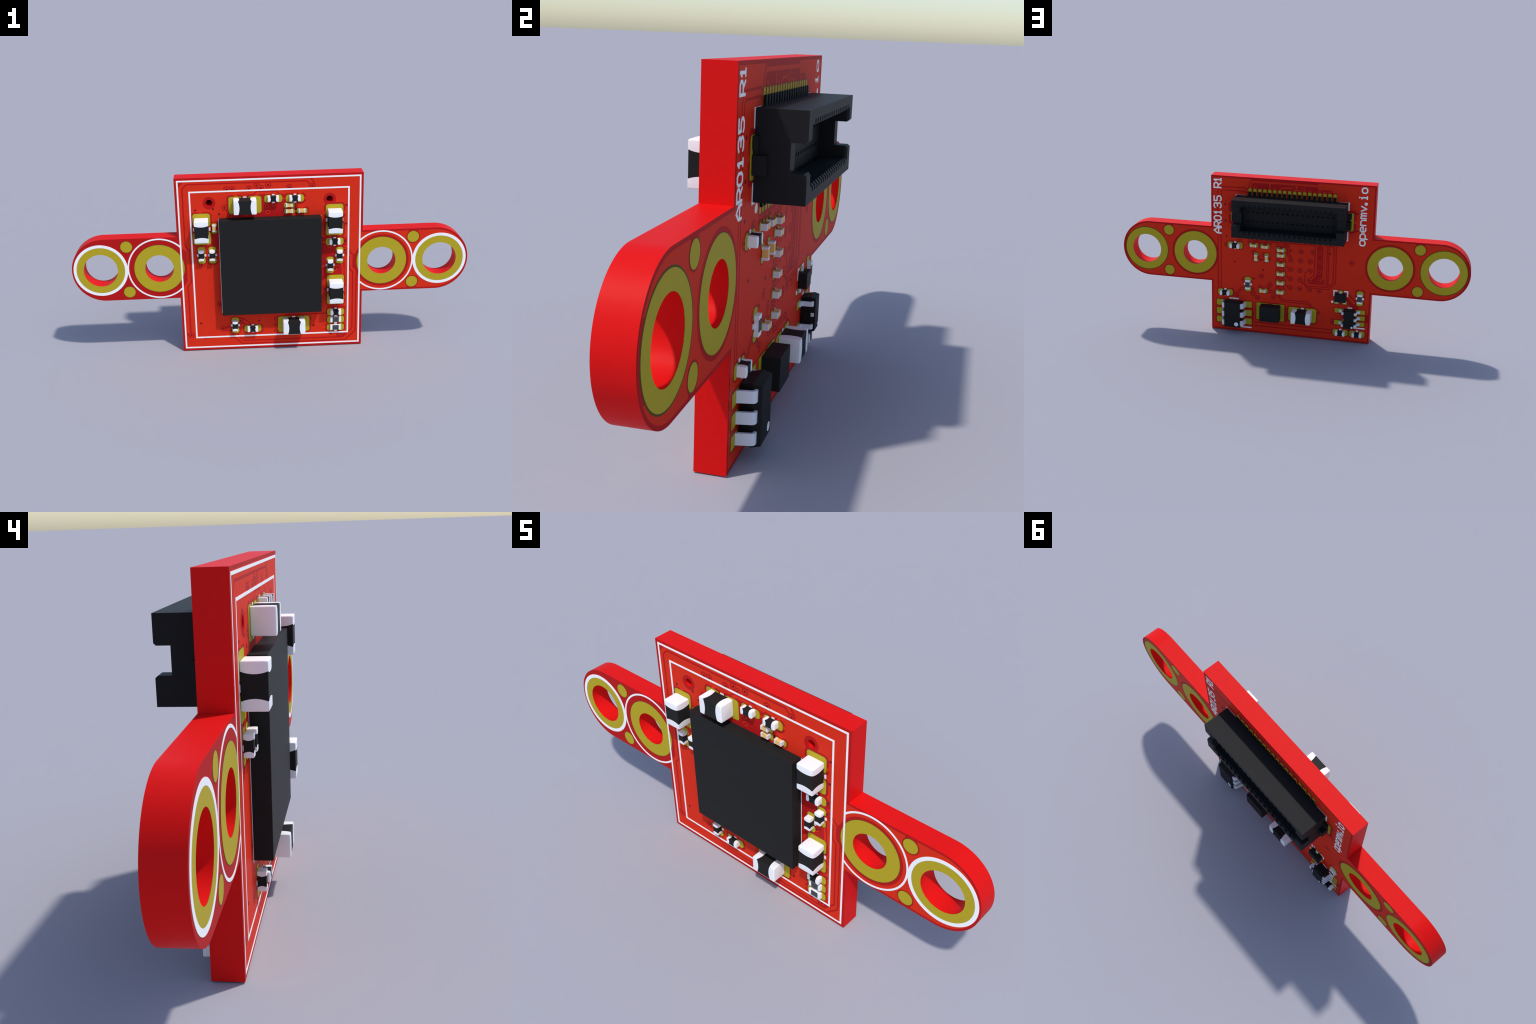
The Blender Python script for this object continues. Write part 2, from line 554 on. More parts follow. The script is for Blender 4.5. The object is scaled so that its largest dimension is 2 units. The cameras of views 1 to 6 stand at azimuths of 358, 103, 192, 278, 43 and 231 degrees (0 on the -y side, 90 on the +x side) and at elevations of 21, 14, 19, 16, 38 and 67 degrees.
grid = [(-0.0005 - 0.0562 * i, 0.297 + 0.056 * j) for i in range(4) for j in range(4)]
RING_BOTH = [(-0.100, 0.866), (-0.062, 0.880), (-0.041, 0.867), (-0.005, 0.881), (0.099, 0.866),
             (0.211, 0.869), (0.297, 0.552), (0.374, 0.527), (-0.347, 0.477), (-0.252, 0.115), (0.026, 0.162),
             (0.026, 0.127), (0.026, 0.0945), (-0.209, 0.866), (-0.182, 0.866), (0.336, 0.230), (0.270, 0.323)]
RING_F = [(-0.222, 0.772), (-0.012, 0.772), (-0.010, 0.742), (-0.197, 0.729), (-0.118, 0.734), (0.022, 0.781),
          (-0.264, 0.257), (-0.420, 0.086), (0.326, 0.427), (0.357, 0.061), (-0.163, 0.159)]
RING_B = [(-0.059, 0.520), (-0.128, 0.521), (-0.167, 0.522), (-0.164, 0.161), (0.214, 0.495), (0.155, 0.484),
          (0.168, 0.353), (0.118, 0.305), (0.222, 0.270), (0.216, 0.242), (0.191, 0.220),
          (0.097, 0.231), (0.173, 0.283), (0.132, 0.281), (0.126, 0.552), (0.169, 0.552), (0.230, 0.554)] + grid + [
          (0.073 - 0.032 * k, z) for z in (0.5395, 0.507, 0.450, 0.394, 0.338, 0.282) for k in (0, 1)]
PLAIN_F = [(-0.279, 0.767), (-0.367, 0.764), (-0.250, 0.740), (0.154, 0.784), (0.382, 0.764), (0.380, 0.667),
           (0.374, 0.577), (-0.367, 0.152), (-0.068, 0.155), (-0.348, 0.068), (0.216, 0.116), (0.305, 0.065)]
PLAIN_B = [(0.000, 0.522), (-0.223, 0.521), (-0.347, 0.071), (0.383, 0.765), (0.381, 0.668), (0.375, 0.578),
           (-0.367, 0.765), (-0.368, 0.666), (0.327, 0.428), (0.158, 0.391), (0.213, 0.334), (0.170, 0.450),
           (0.217, 0.116)]
VM = {(s, r): via_mesh(s, r) for s in "FB" for r in (True, False)}
for side, ring, lst in (("F", True, RING_BOTH + RING_F), ("B", True, RING_BOTH + RING_B),
                        ("F", False, PLAIN_F), ("B", False, PLAIN_B)):
    sg = -1 if side == "F" else 1
    for x, z in lst:
        if side == "B" and abs(x) < 0.30 and 0.62 < z < 0.82:
            continue
        o = link("via", VM[(side, ring)], loc=(x, sg * jitter() * 0.5, z))

# ------------------------------------------------------------------ solder pads
_pad_cache = {}


def pad(side, cx, cz, w, h, r=0.0, corners=(1, 1, 1, 1), clear=0.0, rim=0.0016):
    if clear:
        (gapF if side == "F" else gapB).prism(
            rounded_rect(cx, cz, w + 2 * clear, h + 2 * clear, r + clear if r else 0.002, 6, corners), L_GAP)
    key = (side, round(w, 4), round(h, 4), round(r, 4), corners)
    if key not in _pad_cache:
        sh = Sheet(side)
        sh.prism(rounded_rect(0, 0, w + 2 * rim, h + 2 * rim, r + rim if r else 0.0, 6, corners), L_RIM, 1)
        sh.prism(rounded_rect(0, 0, w, h, r, 6, corners), L_PAD, 0)
        me = mesh_from(sh.v, sh.f, "pad", sh.mi)
        fix_normals(me)
        me.materials.append(M_GOLD)
        me.materials.append(M_RIM)
        _pad_cache[key] = me
    return link("solder_pad", _pad_cache[key], loc=(cx, (-1 if side == "F" else 1) * jitter() * 0.4, cz))


# kind: pair length, pad length, pad height, corner radius, mark offset, mark length, mark width
PADS = {"large": (0.1622, 0.0670, 0.0868, 0.0125, 0.0390, 0.0190, 0.0085),
        "small": (0.0882, 0.0348, 0.0382, 0.0130, 0.0182, 0.0145, 0.0100),
        "tiny": (0.0524, 0.0205, 0.0262, 0.0085, 0.0, 0.0, 0.0)}


# ------------------------------------------------------------------ passives
def terminal_mesh(L, Wd, H, tmid, tedge, rnd, corner_r, proud, name):
    """Metal end cap along +u: inner rim bows inward on each face.  Local axes:
    u = along the part, v = across, h = away from the board (0..H)."""
    side_n = 8
    hw, hh = Wd / 2, H / 2
    per = []
    for k, (ax, ay, bx, by) in enumerate([(-1, -1, 1, -1), (1, -1, 1, 1), (1, 1, -1, 1), (-1, 1, -1, -1)]):
        for i in range(side_n):
            t = i / side_n
            per.append((ax + (bx - ax) * t, ay + (by - ay) * t, 4 * t * (1 - t)))
    n = len(per)

    def ring(u, shrink, corner):
        out = []
        for px, py, b in per:
            x, y = px * (hw - shrink), py * (hh - shrink)
            # round the four long edges
            cx, cy = hw - shrink - corner, hh - shrink - corner
            if abs(x) > cx and abs(y) > cy and corner > 0:
                dx, dy = abs(x) - cx, abs(y) - cy
                l = math.hypot(dx, dy)
                if l > 1e-9:
                    x = math.copysign(cx + dx / l * corner, x)
                    y = math.copysign(cy + dy / l * corner, y)
            out.append((u, x, y + hh))
        return out
    rings = []
    inner = [(L / 2 - (tedge + (tmid - tedge) * b), *p[1:]) for p, (_, _, b) in zip(ring(0, proud, corner_r), per)]
    top = [(L / 2 - (tedge + (tmid - tedge) * b), *p[1:]) for p, (_, _, b) in zip(ring(0, 0, corner_r), per)]
    rings.append(inner)
    rings.append(top)
    for k in range(5):
        a = math.pi / 2 * k / 4
        rings.append(ring(L / 2 - rnd + rnd * math.sin(a), rnd * (1 - math.cos(a)), corner_r))
    verts, faces = [], []
    for r in rings:
        verts += r
    for k in range(len(rings) - 1):
        for i in range(n):
            j = (i + 1) % n
            faces.append([k * n + i, k * n + j, (k + 1) * n + j, (k + 1) * n + i])
    faces.append(list(range((len(rings) - 1) * n, len(rings) * n)))
    me = mesh_from(verts, faces, name)
    fix_normals(me)
    smooth_by_angle(me, 40)
    return me


def uvh_box(u0, u1, v0, v1, h0, h1, name, bevel=0.0):
    return box_mesh(u0, u1, v0, v1, h0, h1, name, bevel, 2)


KIND = {}
# ceramic block with bowed metal ends
for k, (L, Wd, H, tm, te, rnd, pr) in {"large": (0.1125, 0.0700, 0.0630, 0.0290, 0.0228, 0.0036, 0.0007),
                                       "small": (0.0550, 0.0272, 0.0240, 0.0148, 0.0112, 0.0022, 0.0005)}.items():
    body = uvh_box(-L / 2 + te * 0.6, L / 2 - te * 0.6, -Wd / 2 + pr, Wd / 2 - pr, 0.0004, H - pr, "body", rnd * 0.6)
    body.materials.append(M_BLACK)
    term = terminal_mesh(L, Wd, H, tm, te, rnd, rnd * 0.6, pr + 0.0006, "terminal")
    term.materials.append(M_TIN)
    KIND[k] = ("capacitor", body, [(term, 1), (term, -1)], [])
# tiny tan ceramic with straight metal ends
L, Wd, H, t = 0.0342, 0.0170, 0.0165, 0.0068
body = uvh_box(-L / 2 + t * 0.9, L / 2 - t * 0.9, -Wd / 2 + 0.0003, Wd / 2 - 0.0003, 0.0008, H - 0.0003, "body")
body.materials.append(M_TAN)
term = uvh_box(L / 2 - t, L / 2, -Wd / 2, Wd / 2, 0, H, "terminal", 0.0004)
term.materials.append(M_LEAD)
KIND["tiny"] = ("capacitor", body, [(term, 1), (term, -1)], [])
# flat resistor: white ceramic slab, metal ends, grey glaze on top
L, Wd, H, t = 0.0552, 0.0272, 0.0130, 0.0115
body = uvh_box(-L / 2 + t * 0.9, L / 2 - t * 0.9, -Wd / 2 + 0.0004, Wd / 2 - 0.0004, 0.0008, H - 0.0008, "body")
body.materials.append(M_CERAMIC)
term = uvh_box(L / 2 - t, L / 2, -Wd / 2, Wd / 2, 0, H, "terminal", 0.0007)
term.materials.append(M_TIN)
glaze = uvh_box(-L / 2 + t, L / 2 - t, -Wd / 2 + 0.0006, Wd / 2 - 0.0006, H - 0.0012, H - 0.0002, "glaze")
glaze.materials.append(M_GREY)
KIND["flat"] = ("resistor", body, [(term, 1), (term, -1)], [glaze])


def passive(kind, side, cx, cz, vertical=False, clear=0.006, marks=True, body_shift=(0, 0), round_ends=True):
    size = "small" if kind == "flat" else kind
    pl, pw, ph, r, mo, ml, mw = PADS[size]
    off = (pl - pw) / 2
    for s in (-1, 1):
        if vertical:
            pad(side, cx, cz + s * off, ph, pw, r, clear=clear)
        else:
            pad(side, cx + s * off, cz, pw, ph, r, clear=clear)
    if marks and mo:
        sh = silkF if side == "F" else silkB
        for s in (-1, 1):
            if vertical:
                sh.prism(rounded_rect(cx + s * mo, cz, mw, ml, mw * 0.42), L_SILK)
            else:
                sh.prism(rounded_rect(cx, cz + s * mo, ml, mw, mw * 0.42), L_SILK)
    name, body, terms, extra = KIND[kind]
    # local (u, v, h) -> world
    u = Vector((0, 0, 1)) if vertical else Vector((1, 0, 0))
    h = Vector((0, -1, 0)) if side == "F" else Vector((0, 1, 0))
    v = h.cross(u)
    M = Matrix((u, v, h)).transposed().to_4x4()
    M.translation = (cx + body_shift[0], face_y(side, L_PAD), cz + body_shift[1])
    p = link(name, body)
    p.matrix_local = M
    for me, s in terms:
        o = link("terminal", me, p)
        if s < 0:
            o.rotation_euler = (0, 0, math.pi)
    for me in extra:
        link("glaze", me, p)


FRONT = [("large", -0.1208, 0.7832, 0, 0.0095), ("large", -0.3389, 0.6645, 1, 0.008), ("tiny", -0.2770, 0.6673, 1, 0),
         ("small", -0.3460, 0.5269, 1, 0.006), ("small", -0.2915, 0.5264, 1, 0.006),
         ("small", 0.0193, 0.8106, 0, 0.006), ("small", 0.1260, 0.8087, 0, 0.0095),
         ("tiny", 0.0975, 0.7738, 0, 0.005), ("tiny", 0.0979, 0.7430, 0, 0.005), ("tiny", 0.1602, 0.7427, 0, 0.007),
         ("large", 0.3218, 0.6903, 1, 0.0095), ("small", 0.3232, 0.5750, 0, 0.006), ("small", 0.3484, 0.5007, 1, 0.006),
         ("small", 0.3012, 0.4495, 1, 0.006), ("small", -0.1898, 0.1337, 1, 0.006), ("small", -0.0998, 0.1125, 0, 0.006),
         ("large", 0.3286, 0.3132, 1, 0.007), ("small", 0.3305, 0.1888, 0, 0.006), ("flat", 0.3306, 0.1453, 0, 0.006),
         ("flat", 0.3303, 0.1013, 0, 0.006), ("large", 0.1127, 0.1295, 0, 0.007)]
BACK = [("small", 0.3239, 0.5271, 0, 0.006), ("tiny", 0.2151, 0.5367, 0, 0.004), ("tiny", 0.1497, 0.5341, 0, 0.004),
        ("tiny", 0.2003, 0.4660, 1, 0.005), ("tiny", 0.1383, 0.4660, 1, 0.005), ("tiny", 0.0568, 0.5216, 0, 0.004),
        ("tiny", 0.0568, 0.4892, 0, 0.004), ("tiny", 0.0565, 0.4342, 0, 0.004), ("tiny", 0.0565, 0.3778, 0, 0.004),
        ("tiny", 0.0567, 0.3222, 0, 0.004), ("tiny", 0.0571, 0.2660, 0, 0.004), ("tiny", 0.1570, 0.2660, 0, 0.005),
        ("flat", 0.2477, 0.2968, 1, 0.006), ("small", 0.3824, 0.2355, 0, 0.006), ("large", -0.0752, 0.1380, 0, 0.008),
        ("flat", -0.4026, 0.2702, 1, 0.006), ("small", -0.2994, 0.0525, 0, 0.006), ("small", -0.3956, 0.0525, 0, 0.006)]
for k, x, z, vert, clr in FRONT:
    passive(k, "F", x, z, bool(vert), clr, body_shift=(-0.0012, 0.0036))
for k, x, z, vert, clr in BACK:
    passive(k, "B", x, z, bool(vert), clr)


# thermal-relief bridges: bright spokes over a pad's clearance
def spoke(side, x, z, dx, dz, w=0.0150):
    track(side, [(x - dx, z - dz), (x + dx, z + dz)], w)


def relief(side, cx, cz, r, a_list, w=0.013, ext=0.011):
    """Quarter-ring clearances round a pad end, left open for the spokes."""
    sh = gapF if side == "F" else gapB
    for a0, a1 in a_list:
        a0, a1 = math.radians(a0), math.radians(a1)
        sh.band(circle(cx, cz, r + ext, 10, a0, a1, False), circle(cx, cz, r, 10, a0, a1, False), L_GAP, closed=False)


spoke("F", -0.165, 0.832, 0, 0.006)
spoke("F", -0.343, 0.752, 0, 0.006)
spoke("F", 0.3735, 0.727, 0.006, 0)
spoke("F", 0.2715, 0.727, 0.006, 0)
spoke("F", 0.3795, 0.272, 0.006, 0, 0.010)
spoke("F", 0.1520, 0.834, 0, 0.006, 0.014)
spoke("F", 0.1760, 0.809, 0.006, 0, 0.014)
relief("F", 0.1520, 0.809, 0.020, [(12, 66), (-66, -18)])
relief("F", 0.1740, 0.743, 0.014, [(20, 70)], ext=0.009)
relief("F", -0.0740, 0.1125, 0.020, [(15, 70), (-70, -15)])
relief("F", 0.3030, 0.1013, 0.020, [(115, 165), (195, 245)])
relief("F", 0.3500, 0.5750, 0.020, [(20, 80)])
relief("F", -0.2915, 0.5000, 0.020, [(200, 255), (285, 340)])
relief("B", -0.4026, 0.2960, 0.022, [(20, 75), (105, 160), (-55, -20), (200, 235)])
relief("B", 0.3560, 0.2355, 0.020, [(100, 160)])
for x in (0.2003, 0.1383):
    relief("B", x, 0.4560, 0.014, [(155, 195), (220, 255), (285, 320), (-15, 25)], ext=0.009)

# ------------------------------------------------------------------ sensor chip
me = box_mesh(-0.2527, 0.2527, -0.1187, YF + 0.0005, 0.4663 - 0.2530, 0.4663 + 0.2530, "sensor", 0.0008, 1)
link("sensor_chip", me, mats=(M_CHIP,))


# ------------------------------------------------------------------ leaded chips on the back
def lead_mesh(profile, width, thick, name):
    """Bent metal strip: profile in (outward, height), swept across its width."""
    P = [Vector(p) for p in profile]
    up, lo = [], []
    for i, p in enumerate(P):
        d0 = (p - P[i - 1]).normalized() if i else (P[1] - p).normalized()
        d1 = (P[i + 1] - p).normalized() if i < len(P) - 1 else d0
        t = (d0 + d1).normalized()
        n = Vector((-t.y, t.x)) * (thick / 2 / max(0.5, Vector((-t.y, t.x)).dot(Vector((-d0.y, d0.x)))))
        up.append(p + n)
        lo.append(p - n)
    loop = up + lo[::-1]
    n = len(loop)
    verts = [(q.x, -width / 2, q.y) for q in loop] + [(q.x, width / 2, q.y) for q in loop]
    k = len(P)
    faces = []
    for b in (0, n):
        for i in range(k - 1):
            faces.append([b + i, b + i + 1, b + n - 2 - i, b + n - 1 - i])
    for i in range(n):
        j = (i + 1) % n
        faces.append([i, j, n + j, n + i])
    me = mesh_from(verts, faces, name)
    fix_normals(me)
    smooth_by_angle(me, 35)
    return me


def bend(pts, r, n=4):
    """Round the inner corners of a polyline."""
    P = [Vector(p) for p in pts]
    out = [P[0]]
    for i in range(1, len(P) - 1):
        a = P[i] + (P[i - 1] - P[i]).normalized() * r
        b = P[i] + (P[i + 1] - P[i]).normalized() * r
        for k in range(n + 1):
            t = k / n
            out.append(a * (1 - t) ** 2 + P[i] * 2 * t * (1 - t) + b * t * t)
    out.append(P[-1])
    return [tuple(p) for p in out]


def moulded_body(hx, hz, h0, hm, h1, draft, name):
    """Body with its widest line at height hm, tapering to bottom and top."""
    rings = [(hx - draft, hz - draft, h0), (hx, hz, hm), (hx - draft * 0.25, hz - draft * 0.9, h1)]
    verts, faces = [], []
    for a, b, h in rings:
        verts += [(-a, h, -b), (a, h, -b), (a, h, b), (-a, h, b)]
    for k in range(2):
        for i in range(4):
            j = (i + 1) % 4
            faces.append([k * 4 + i, k * 4 + j, k * 4 + 4 + j, k * 4 + 4 + i])
    faces += [[3, 2, 1, 0], [8, 9, 10, 11]]
    me = mesh_from(verts, faces, name)
    fix_normals(me)
    return me


def on_back(x, z):
    return (x, YB, z)


def lead_matrix(x, z, s):
    """Place a lead: outward = +/-x, width along z, height = +y."""
    u, h = Vector((s, 0, 0)), Vector((0, 1, 0))
    v = Vector((0, 0, -s))
    M = Matrix((u, v, h)).transposed().to_4x4()
    M.translation = (x, L_PAD, z)
    return M


# six-leaded regulator
cx, cz = 0.3292, 0.1168
b = link("regulator_chip", moulded_body(0.0470, 0.0812, 0.004, 0.034, 0.0565, 0.0065, "regulator"), mats=(M_CHIP,),
         loc=on_back(cx, cz))
me = lead_mesh(bend([(0.040, 0.0420), (0.0590, 0.0420), (0.0668, 0.0040), (0.0680, 0.0005)], 0.008)[:-1] + [(0.0672, 0.0008)], 0.0305, 0.0075, "lead")
me.materials.append(M_LEAD)
for s in (-1, 1):
    for dz in (-0.0533, 0.0, 0.0533):
        o = link("lead", me, b)
        o.matrix_local = lead_matrix(0, dz, s)
        pad("B", cx + s * 0.0800, cz + dz, 0.0505, 0.0365, clear=0.006)
sh = Sheet("B")
sh.disc(cx - 0.0262, cz - 0.0553, 0.0121, 0.0569, 24)
sh.build("orientation_dot", (M_SILK,), parent=None)
silkB.stroke([(cx - 0.0240, 0.2005), (cx + 0.0265, 0.2005)], 0.0080, L_SILK)
silkB.stroke([(0.2895, 0.0265), (0.2270, 0.0265)], 0.0080, L_SILK)

# five-leaded chip
cx, cz = -0.3486, 0.1507
b = link("gate_chip", moulded_body(0.0300, 0.0560, 0.004, 0.033, 0.0475, 0.0045, "gate"), mats=(M_CHIP,),
         loc=on_back(cx, cz))
me = lead_mesh(bend([(0.022, 0.0385), (0.0400, 0.0385), (0.0430, 0.0030), (0.0600, 0.0030)], 0.006), 0.0150, 0.0060, "lead")
me.materials.append(M_LEAD)
for s, dz in ((1, -0.0368), (1, 0.0368), (-1, -0.0368), (-1, 0.0), (-1, 0.0368)):
    o = link("lead", me, b)
    o.matrix_local = lead_matrix(0, dz, s)
    pad("B", cx + s * 0.0605, cz + dz, 0.0520, 0.0262, clear=0.005)
me = box_mesh(0.0280, 0.0312, 0.034, 0.044, -0.006, 0.006, "stub")
me.materials.append(M_LEAD)
link("lead_stub", me, b)
sh = Sheet("B")
sh.disc(-0.3690, 0.1085, 0.0062, 0.0479, 20)
sh.build("orientation_dot", (M_SILK,))
silkB.stroke([(-0.3390, 0.2085), (-0.3590, 0.2085)], 0.0080, L_SILK)
silkB.stroke([(-0.3750, 0.0895), (-0.4345, 0.0895)], 0.0080, L_SILK)

# three-leaded transistor
cx, cz = -0.2932, 0.2700
b = link("transistor", box_mesh(-0.0312, 0.0312, 0.0025, 0.0275, -0.0235, 0.0245, "transistor", 0.0006, 1),
         mats=(M_CHIP,), loc=on_back(cx, cz))
for dx, z0, z1, pz, ph in ((0.0, 0.018, 0.0345, 0.0300, 0.0190), (0.0218, -0.037, -0.018, -0.0330, 0.0200),
                           (-0.0240, -0.037, -0.018, -0.0330, 0.0200)):
    me = box_mesh(-0.0065, 0.0065, 0.0018, 0.0085, z0, z1, "lead", 0.001, 1)
    me.materials.append(M_LEAD)
    link("lead", me, b, loc=(dx, 0, 0))
    pad("B", cx + dx, cz + pz, 0.0270, ph, clear=0.005)
for s in (-1, 1):
    silkB.stroke([(cx + s * 0.0215, 0.3055), (cx + s * 0.0390, 0.3055), (cx + s * 0.0390, 0.2765)], 0.0075, L_SILK)
silkB.disc(-0.2464, 0.2375, 0.0072, L_SILK)

# square inductor
cx, cz = 0.1104, 0.1392
link("inductor", box_mesh(-0.0568, 0.0568, 0.0022, 0.0510, -0.0458, 0.0458, "inductor", 0.0006, 1), mats=(M_CHIP,),
     loc=on_back(cx, cz))
pad("B", 0.1622, 0.1366, 0.0672, 0.1030, clear=0.005)
pad("B", 0.0662, 0.1366, 0.0700, 0.1030, clear=0.005)
gapB.prism([(0.125, 0.188), (0.105, 0.188), (0.105, 0.086), (0.125, 0.086)], L_GAP)
track("B", [(0.115, 0.200), (0.115, 0.180)], 0.020)

# ------------------------------------------------------------------ mezzanine connector
CX, C0, C1, CY = 0.3143, 0.6115, 0.8245, 0.1328
CZ = (C0 + C1) / 2
PITCH, NPIN = 0.0281, 18
pin_x = [PITCH * (i - (NPIN - 1) / 2) for i in range(NPIN)]


def join_boxes(boxes, name):
    verts, faces = [], []
    for x0, x1, y0, y1, z0, z1 in boxes:
        b = len(verts)
        verts += [(x, y, z) for x in (x0, x1) for y in (y0, y1) for z in (z0, z1)]
        faces += [[b + i for i in f] for f in ([0, 1, 3, 2], [4, 6, 7, 5], [0, 4, 5, 1], [2, 3, 7, 6], [0, 2, 6, 4], [1, 5, 7, 3])]
    me = mesh_from(verts, faces, name)
    fix_normals(me)
    return me


def frustum_y(sections, name):
    """Stack of rectangles (hx, z0, z1, y) joined into a closed solid."""
    verts, faces = [], []
    for hx, z0, z1, y in sections:
        verts += [(-hx, y, z0), (hx, y, z0), (hx, y, z1), (-hx, y, z1)]
    for k in range(len(sections) - 1):
        for i in range(4):
            j = (i + 1) % 4
            faces.append([4 * k + i, 4 * k + j, 4 * k + 4 + j, 4 * k + 4 + i])
    n = 4 * (len(sections) - 1)
    faces += [[0, 1, 2, 3], [n, n + 1, n + 2, n + 3]]
    me = mesh_from(verts, faces, name)
    fix_normals(me)
    return me


conn = link("mezzanine_connector", box_mesh(-CX, CX, YB + 0.0005, CY, C0, C1, "connector"), mats=(M_CONN,))
# the open well with its bevelled mouth
cut = link("cutter", frustum_y([(0.2675, 0.6505, 0.7855, 0.0495), (0.2675, 0.6505, 0.7855, 0.1262),
                                (0.2740, 0.6435, 0.7925, CY), (0.2760, 0.6415, 0.7945, CY + 0.002)], "well"))
boolean_cut(conn, cut)
# the keyway through both end walls (bevelled lips)
prof = [(0.0936, 0.6840), (0.0936, 0.7520), (0.1270, 0.7520), (CY, 0.7578), (0.1400, 0.7650),
        (0.1400, 0.6710), (CY, 0.6785), (0.1265, 0.6840)]
n = len(prof)
kv = [(-0.4, y, z) for y, z in prof] + [(0.4, y, z) for y, z in prof]
kf = [list(range(n)), list(range(n, 2 * n))] + [[i, (i + 1) % n, n + (i + 1) % n, n + i] for i in range(n)]
me = mesh_from(kv, kf, "keyway")
fix_normals(me)
boolean_cut(conn, link("cutter", me))
# contact slots: mouth of both long walls, and two rows in the floor of the well
hw = 0.0060
groove = [(0.112, 0.6600), (0.112, 0.6465), (0.1230, 0.6465), (CY - 0.0070, 0.6395), (CY - 0.0070, 0.6345),
          (0.150, 0.6345), (0.150, 0.6600)]
n = len(groove)
gv, gf = [], []
for x in pin_x:
    for mirror in (False, True):
        b = len(gv)
        for xx in (x - hw, x + hw):
            gv += [(xx, y, 2 * CZ - z + 0.0005 if mirror else z) for y, z in groove]
        gf += [[b + i for i in range(n)], [b + n + i for i in range(n)]]
        gf += [[b + i, b + (i + 1) % n, b + n + (i + 1) % n, b + n + i] for i in range(n)]
me = mesh_from(gv, gf, "grooves")
fix_normals(me)
boolean_cut(conn, link("cutter", me))
slots = []
for x in pin_x:
    slots.append((x - hw, x + hw, 0.0415, 0.060, 0.7375, 0.7475))
    slots.append((x - hw, x + hw, 0.0415, 0.060, 0.6850, 0.6945))
    slots.append((x - hw, x + hw, 0.0460, 0.060, 0.6465, 0.6560))
boolean_cut(conn, link("cutter", join_boxes(slots, "slots")))

pin = box_mesh(-0.0076, 0.0076, 0.0012, 0.0072, -0.0135, 0.0135, "contact_pin", 0.0012, 2)
pin.materials.append(M_DARKPIN)
for s in (-1, 1):
    for k, x in enumerate(pin_x):
        link("contact_pin", pin, conn, loc=(x, YB, CZ + s * 0.1170))
        top = s > 0
        shape = (1, 1, 0, 0) if top else (0, 0, 1, 1)
        pad("B", x, CZ + s * 0.1240, 0.0180, 0.0470, 0.0080 if k % 4 == 0 else 0.0045, shape)
for s in (-1, 1):
    lo = box_mesh(0.0, 0.0228, 0.002, 0.0335, 0.6755, 0.7210, "tab_low", 0.001, 1)
    hi = box_mesh(0.0, 0.0228, 0.002, 0.0130, 0.7330, 0.7645, "tab_high", 0.001, 1)
    mid = box_mesh(0.0, 0.0150, 0.002, 0.0125, 0.7205, 0.7335, "tab_mid")
    bm = bmesh.new()
    for q in (lo, hi, mid):
        bm.from_mesh(q)
        bpy.data.meshes.remove(q)
    me = bpy.data.meshes.new("tab")
    for v in bm.verts:
        v.co.x *= s
    bmesh.ops.recalc_face_normals(bm, faces=bm.faces)
    bm.to_mesh(me)
    bm.free()
    me.materials.append(M_CONN)
    link("solder_tab", me, conn, loc=(s * (CX - 0.0005), YB, 0))
    pad("B", s * 0.3250, 0.7152, 0.0450, 0.1020, 0.0090)
    # tab clearance in four arcs, with bridges between
    for z0, z1 in ((0.724, 0.782), (0.650, 0.707)):
        gapB.prism(rounded_rect(s * 0.3320, (z0 + z1) / 2, 0.0590, z1 - z0, 0.016,
                                corners=(1, 1, 0, 0) if z0 > 0.7 else (0, 0, 1, 1)), L_GAP)
    silkB.stroke([(s * 0.2600, 0.8216), (s * 0.3176, 0.8216), (s * 0.3176, 0.7785)], 0.0074, L_SILK, False)
    silkB.stroke([(s * 0.2950, 0.6085), (s * 0.3176, 0.6085), (s * 0.3176, 0.6560)], 0.0074, L_SILK, False)
silkB.disc(0.2780, 0.5913, 0.0125, L_SILK)

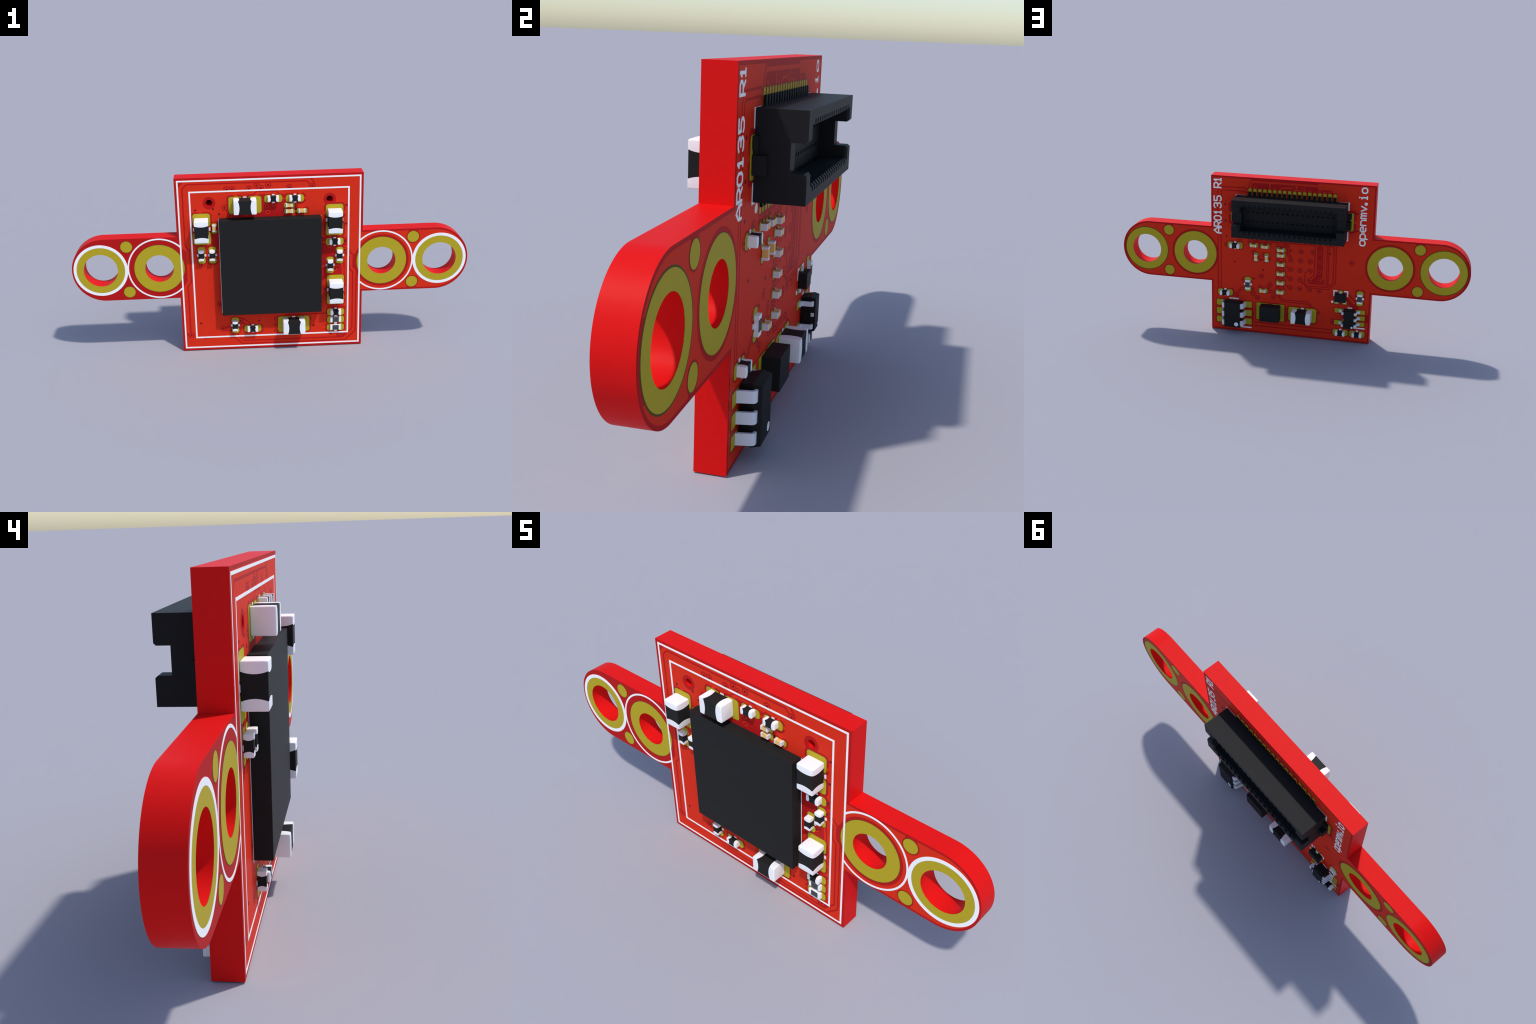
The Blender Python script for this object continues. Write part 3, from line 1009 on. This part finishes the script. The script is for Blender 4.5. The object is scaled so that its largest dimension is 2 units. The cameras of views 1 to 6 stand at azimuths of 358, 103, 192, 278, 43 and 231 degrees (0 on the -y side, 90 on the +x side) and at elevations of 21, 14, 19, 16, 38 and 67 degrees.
# ------------------------------------------------------------------ lettering on the back
OCT = [(0.28, 0), (0.72, 0), (1, 0.22), (1, 0.78), (0.72, 1), (0.28, 1), (0, 0.78), (0, 0.22)]
GLYPH = {
    "A": [[(0, 0), (0, 0.55), (0.5, 1), (1, 0.55), (1, 0)], [(0, 0.38), (1, 0.38)]],
    "R": [[(0, 0), (0, 1), (0.72, 1), (1, 0.84), (1, 0.58), (0.72, 0.42)], [(0, 0.42), (0.72, 0.42)],
          [(0.5, 0.42), (1, 0)]],
    "0": [OCT + OCT[:1]],
    "1": [[(0, 0), (1, 0)], [(0.5, 0), (0.5, 1)], [(0.5, 1), (0, 0.72)]],
    "3": [[(0, 0.88), (0.25, 1), (0.72, 1), (1, 0.85), (1, 0.66), (0.72, 0.52), (0.35, 0.52)],
          [(0.72, 0.52), (1, 0.38), (1, 0.16), (0.72, 0), (0.25, 0), (0, 0.12)]],
    "5": [[(0.95, 1), (0, 1), (0.06, 0.56), (0.70, 0.58), (1, 0.42), (1, 0.16), (0.72, 0), (0.25, 0), (0, 0.12)]],
    "o": [OCT + OCT[:1]],
    "p": [[(0, -0.36), (0, 1)], [(0, 1), (0.66, 1), (1, 0.70), (1, 0.28), (0.66, 0), (0, 0)]],
    "e": [[(0, 0.5), (1, 0.5)], [(1, 0.5), (1, 0.72), (0.72, 1), (0.28, 1), (0, 0.72), (0, 0.28), (0.28, 0), (0.78, 0)]],
    "n": [[(0, 0), (0, 1), (0.66, 1), (1, 0.74), (1, 0)]],
    "m": [[(0, 0), (0, 1), (0.30, 1), (0.52, 0.82), (0.52, 0)], [(0.52, 0.82), (0.78, 1), (1, 0.86), (1, 0)]],
    "v": [[(0, 1), (0.5, 0)], [(0.5, 0), (1, 1)]],
    "i": [[(0, 0), (1, 0)], [(0.5, 0), (0.5, 1), (0, 1)]],
}
STROKE = 0.0075


def letter(ch, z0, z1, x0, x1):
    """Glyph running up the board: reading direction +z, letter height along x."""
    sh = Sheet("B")
    h = STROKE / 2
    z0, z1, x0, x1 = z0 + h, z1 - h, x0 + h, x1 - h
    for st in GLYPH[ch]:
        pts = [(x0 + v * (x1 - x0), z0 + u * (z1 - z0)) for u, v in st]
        if st[0] == st[-1]:
            o, i_ = closed_stroke_rings(pts[:-1], STROKE)
            sh.band(o, i_, L_SILK)
        else:
            sh.stroke(pts, STROKE, L_SILK)
    if ch == "i":
        sh.disc(-0.3742, (z0 + z1) / 2, 0.0048, L_SILK)
    sh.build("letter", (M_SILK,))


for ch, z0, z1 in (("A", 0.5885, 0.6268), ("R", 0.6280, 0.6630), ("0", 0.6642, 0.6971), ("1", 0.7039, 0.7262),
                   ("3", 0.7378, 0.7730), ("5", 0.7781, 0.8131), ("R", 0.8544, 0.8895), ("1", 0.8934, 0.9145)):
    letter(ch, z0, z1, 0.4028, 0.4508)
for ch, z0, z1 in (("o", 0.5821, 0.6194), ("p", 0.6206, 0.6573), ("e", 0.6607, 0.6970), ("n", 0.6990, 0.7354),
                   ("m", 0.7383, 0.7746), ("v", 0.7788, 0.8135), ("i", 0.8479, 0.8693), ("o", 0.8806, 0.9160)):
    letter(ch, z0, z1, -0.4187, -0.3828)
silkB.prism(rounded_rect(-0.4110, 0.8239, 0.0162, 0.0170, 0.0060), L_SILK)

# ------------------------------------------------------------------ finish the printed layers
gapF.build("mask_channel", (M_BARE,), "stuff")
gapB.build("mask_channel", (M_BARE,), "stuff")
trF.build("copper_track", (M_POUR,), "stuff")
trB.build("copper_track", (M_POUR,), "stuff")
silkF.build("printed_outline", (M_SILK,), "stuff")
silkB.build("printed_outline", (M_SILK,), "stuff")
